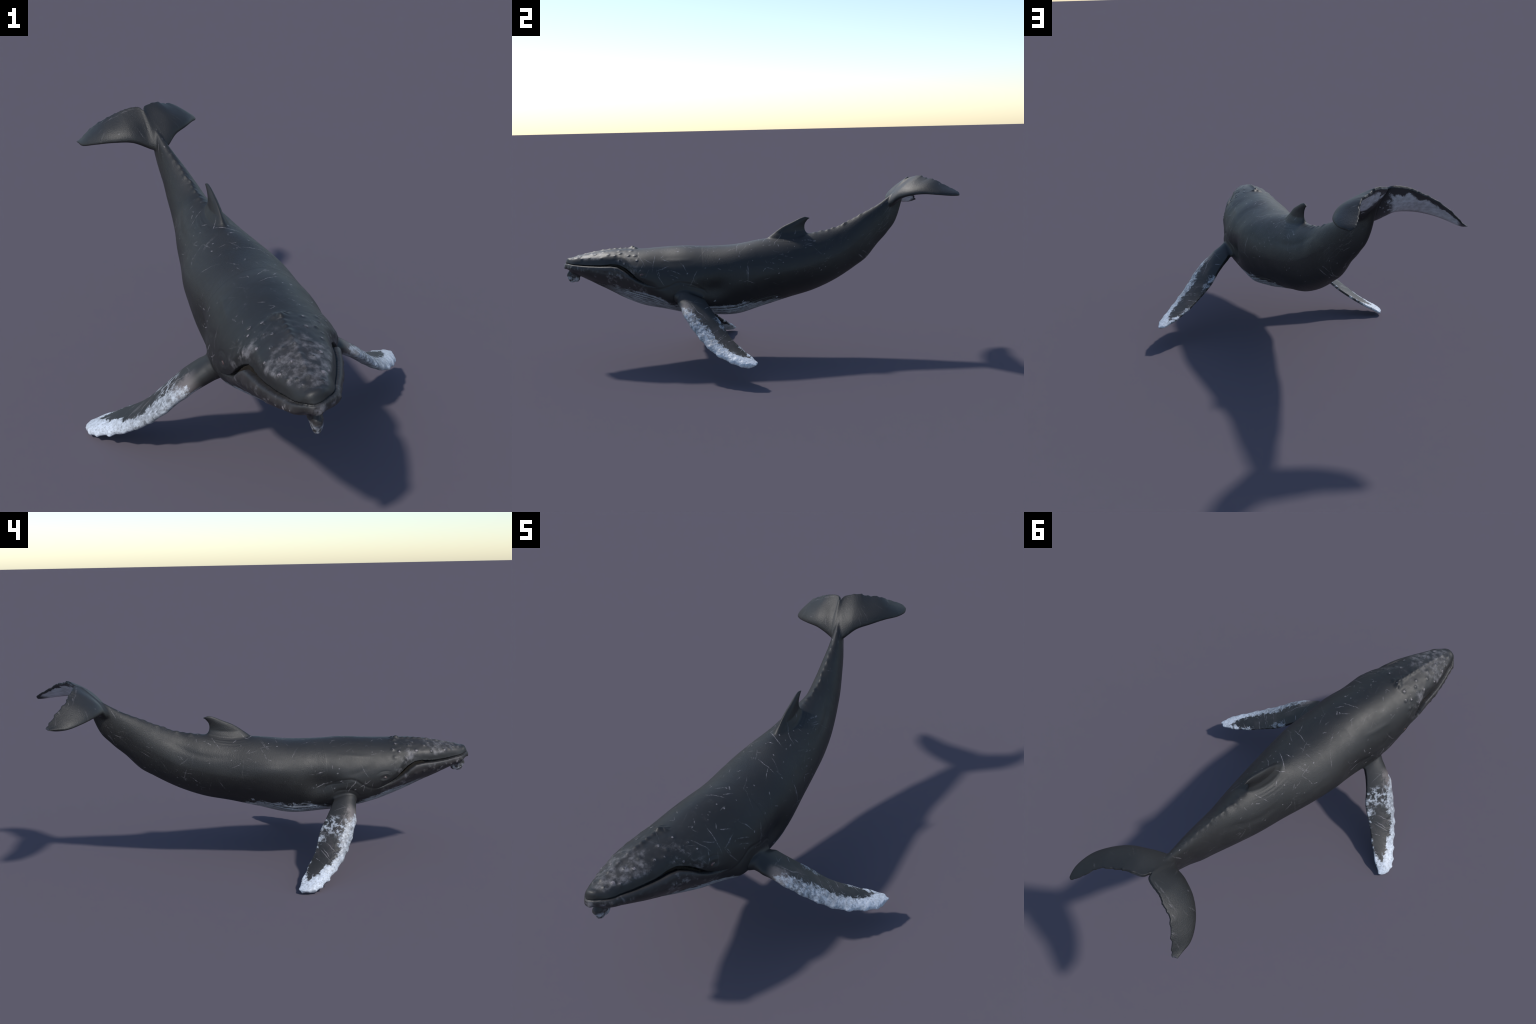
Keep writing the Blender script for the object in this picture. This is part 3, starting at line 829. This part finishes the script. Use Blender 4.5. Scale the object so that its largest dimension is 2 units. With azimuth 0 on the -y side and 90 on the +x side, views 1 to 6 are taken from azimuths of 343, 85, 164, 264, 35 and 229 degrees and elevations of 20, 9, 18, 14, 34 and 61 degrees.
for rg, name in ((7, "head"), (8, "lower_jaw"), (9, "throat"), (0, "torso"), (6, "tail"), (5, "dorsal_fin")):
    f = region_f == rg
    mi = np.zeros(f.sum(), int)
    mi[PLEAT[fc[f]].mean(1) > .62] = 1
    mi[np.maximum(KN, KJ*.7)[fc[f]].mean(1) > .00145] = 2
    part(name, f, [SKIN, GROOVE, KNOB], mi)
for rg, name in ((1, "flipper"), (2, "flipper"), (3, "fluke"), (4, "fluke")):
    f = region_f == rg
    h = edge_info[rg][2][fc[f]].mean(1)
    r_ = edge_info[rg][1][fc[f]].mean(1)
    if rg <= 2:
        under = h < -.006
    else:
        cam = .010*4*np.clip(r_, 0, 1)*(1 - np.clip(r_, 0, 1))*np.sin(np.pi*np.clip(edge_info[rg][0][fc[f]].mean(1)*1.1, 0, 1))
        under = h < cam - .0005
    part(name, f, MATS[rg], under)

# eyes: a dark ball in a pink-brown rim, sunk between the lids
def ball(name, c, r, mat, scale=(1, 1, 1)):
    V, F, T = blob((0, 0, 0), (r*scale[0], r*scale[1], r*scale[2]), 28)
    me = bpy.data.meshes.new(name); me.from_pydata((V + np.array(c)).tolist(), [], F.tolist() + T.tolist())
    bm = bmesh.new(); bm.from_mesh(me); bmesh.ops.recalc_face_normals(bm, faces=bm.faces); bm.to_mesh(me); bm.free()
    me.polygons.foreach_set("use_smooth", np.ones(len(me.polygons), bool)); me.materials.append(mat)
    ob = bpy.data.objects.new(name, me); bpy.context.scene.collection.objects.link(ob); ob.parent = whale
    return ob
EYE = plain("eye_gloss", (.035, .028, .026), .18, .5, .4)
RIM = plain("eye_rim", (.15, .075, .065), .4)
for yo, po in ((-.600, 9), (-.572, 175)):
    c = on_trunk(yo, po)[0]
    ins = np.array([-np.sign(c[0] + .03), 0, 0])
    ball("eye", c + ins*.0058, .0118, EYE, (.56, .92, .52))
    ball("eye_rim", c + ins*.0066, .0118, RIM, (.56, 1.16, .70))

# baleen: a row of thin plates hanging inside the mouth corner on each side
def baleen():
    V, F = [], []
    for side in (1, -1):
        for yy in np.arange(-.765, -.645, .0021):
            ph = np.linspace(70, -70, 281)
            pts = on_trunk(np.full(281, yy), ph if side > 0 else 180 - ph)
            h = pts[:, 2] - .12*(pts[:, 0] + .075) - np.interp(yy, LIP_Y, LIP_Z)
            c = pts[np.argmin(np.abs(h - .003))]
            sx = np.sign(c[0] + .05)
            c = c - np.array([sx*.0205, 0, 0])
            b = len(V); t = .0006; hh = .0065 + rng.normal(0, .0006)
            for dx in (-.004, .004):
                for dy in (-t, t):
                    for dz_ in (-hh, hh):
                        V.append((c[0] + dx, c[1] + dy, c[2] + dz_))
            F += [[b + i for i in f] for f in ((0, 1, 3, 2), (4, 6, 7, 5), (0, 4, 5, 1), (2, 3, 7, 6), (0, 2, 6, 4), (1, 5, 7, 3))]
    me = bpy.data.meshes.new("baleen"); me.from_pydata(V, [], F); me.materials.append(plain("baleen_horn", (.022, .016, .009), .7))
    ob = bpy.data.objects.new("baleen", me); bpy.context.scene.collection.objects.link(ob); ob.parent = whale
    ob["kind"] = "stuff"
baleen()

print("VERTS", nv, "BOUNDS", lo, hi)
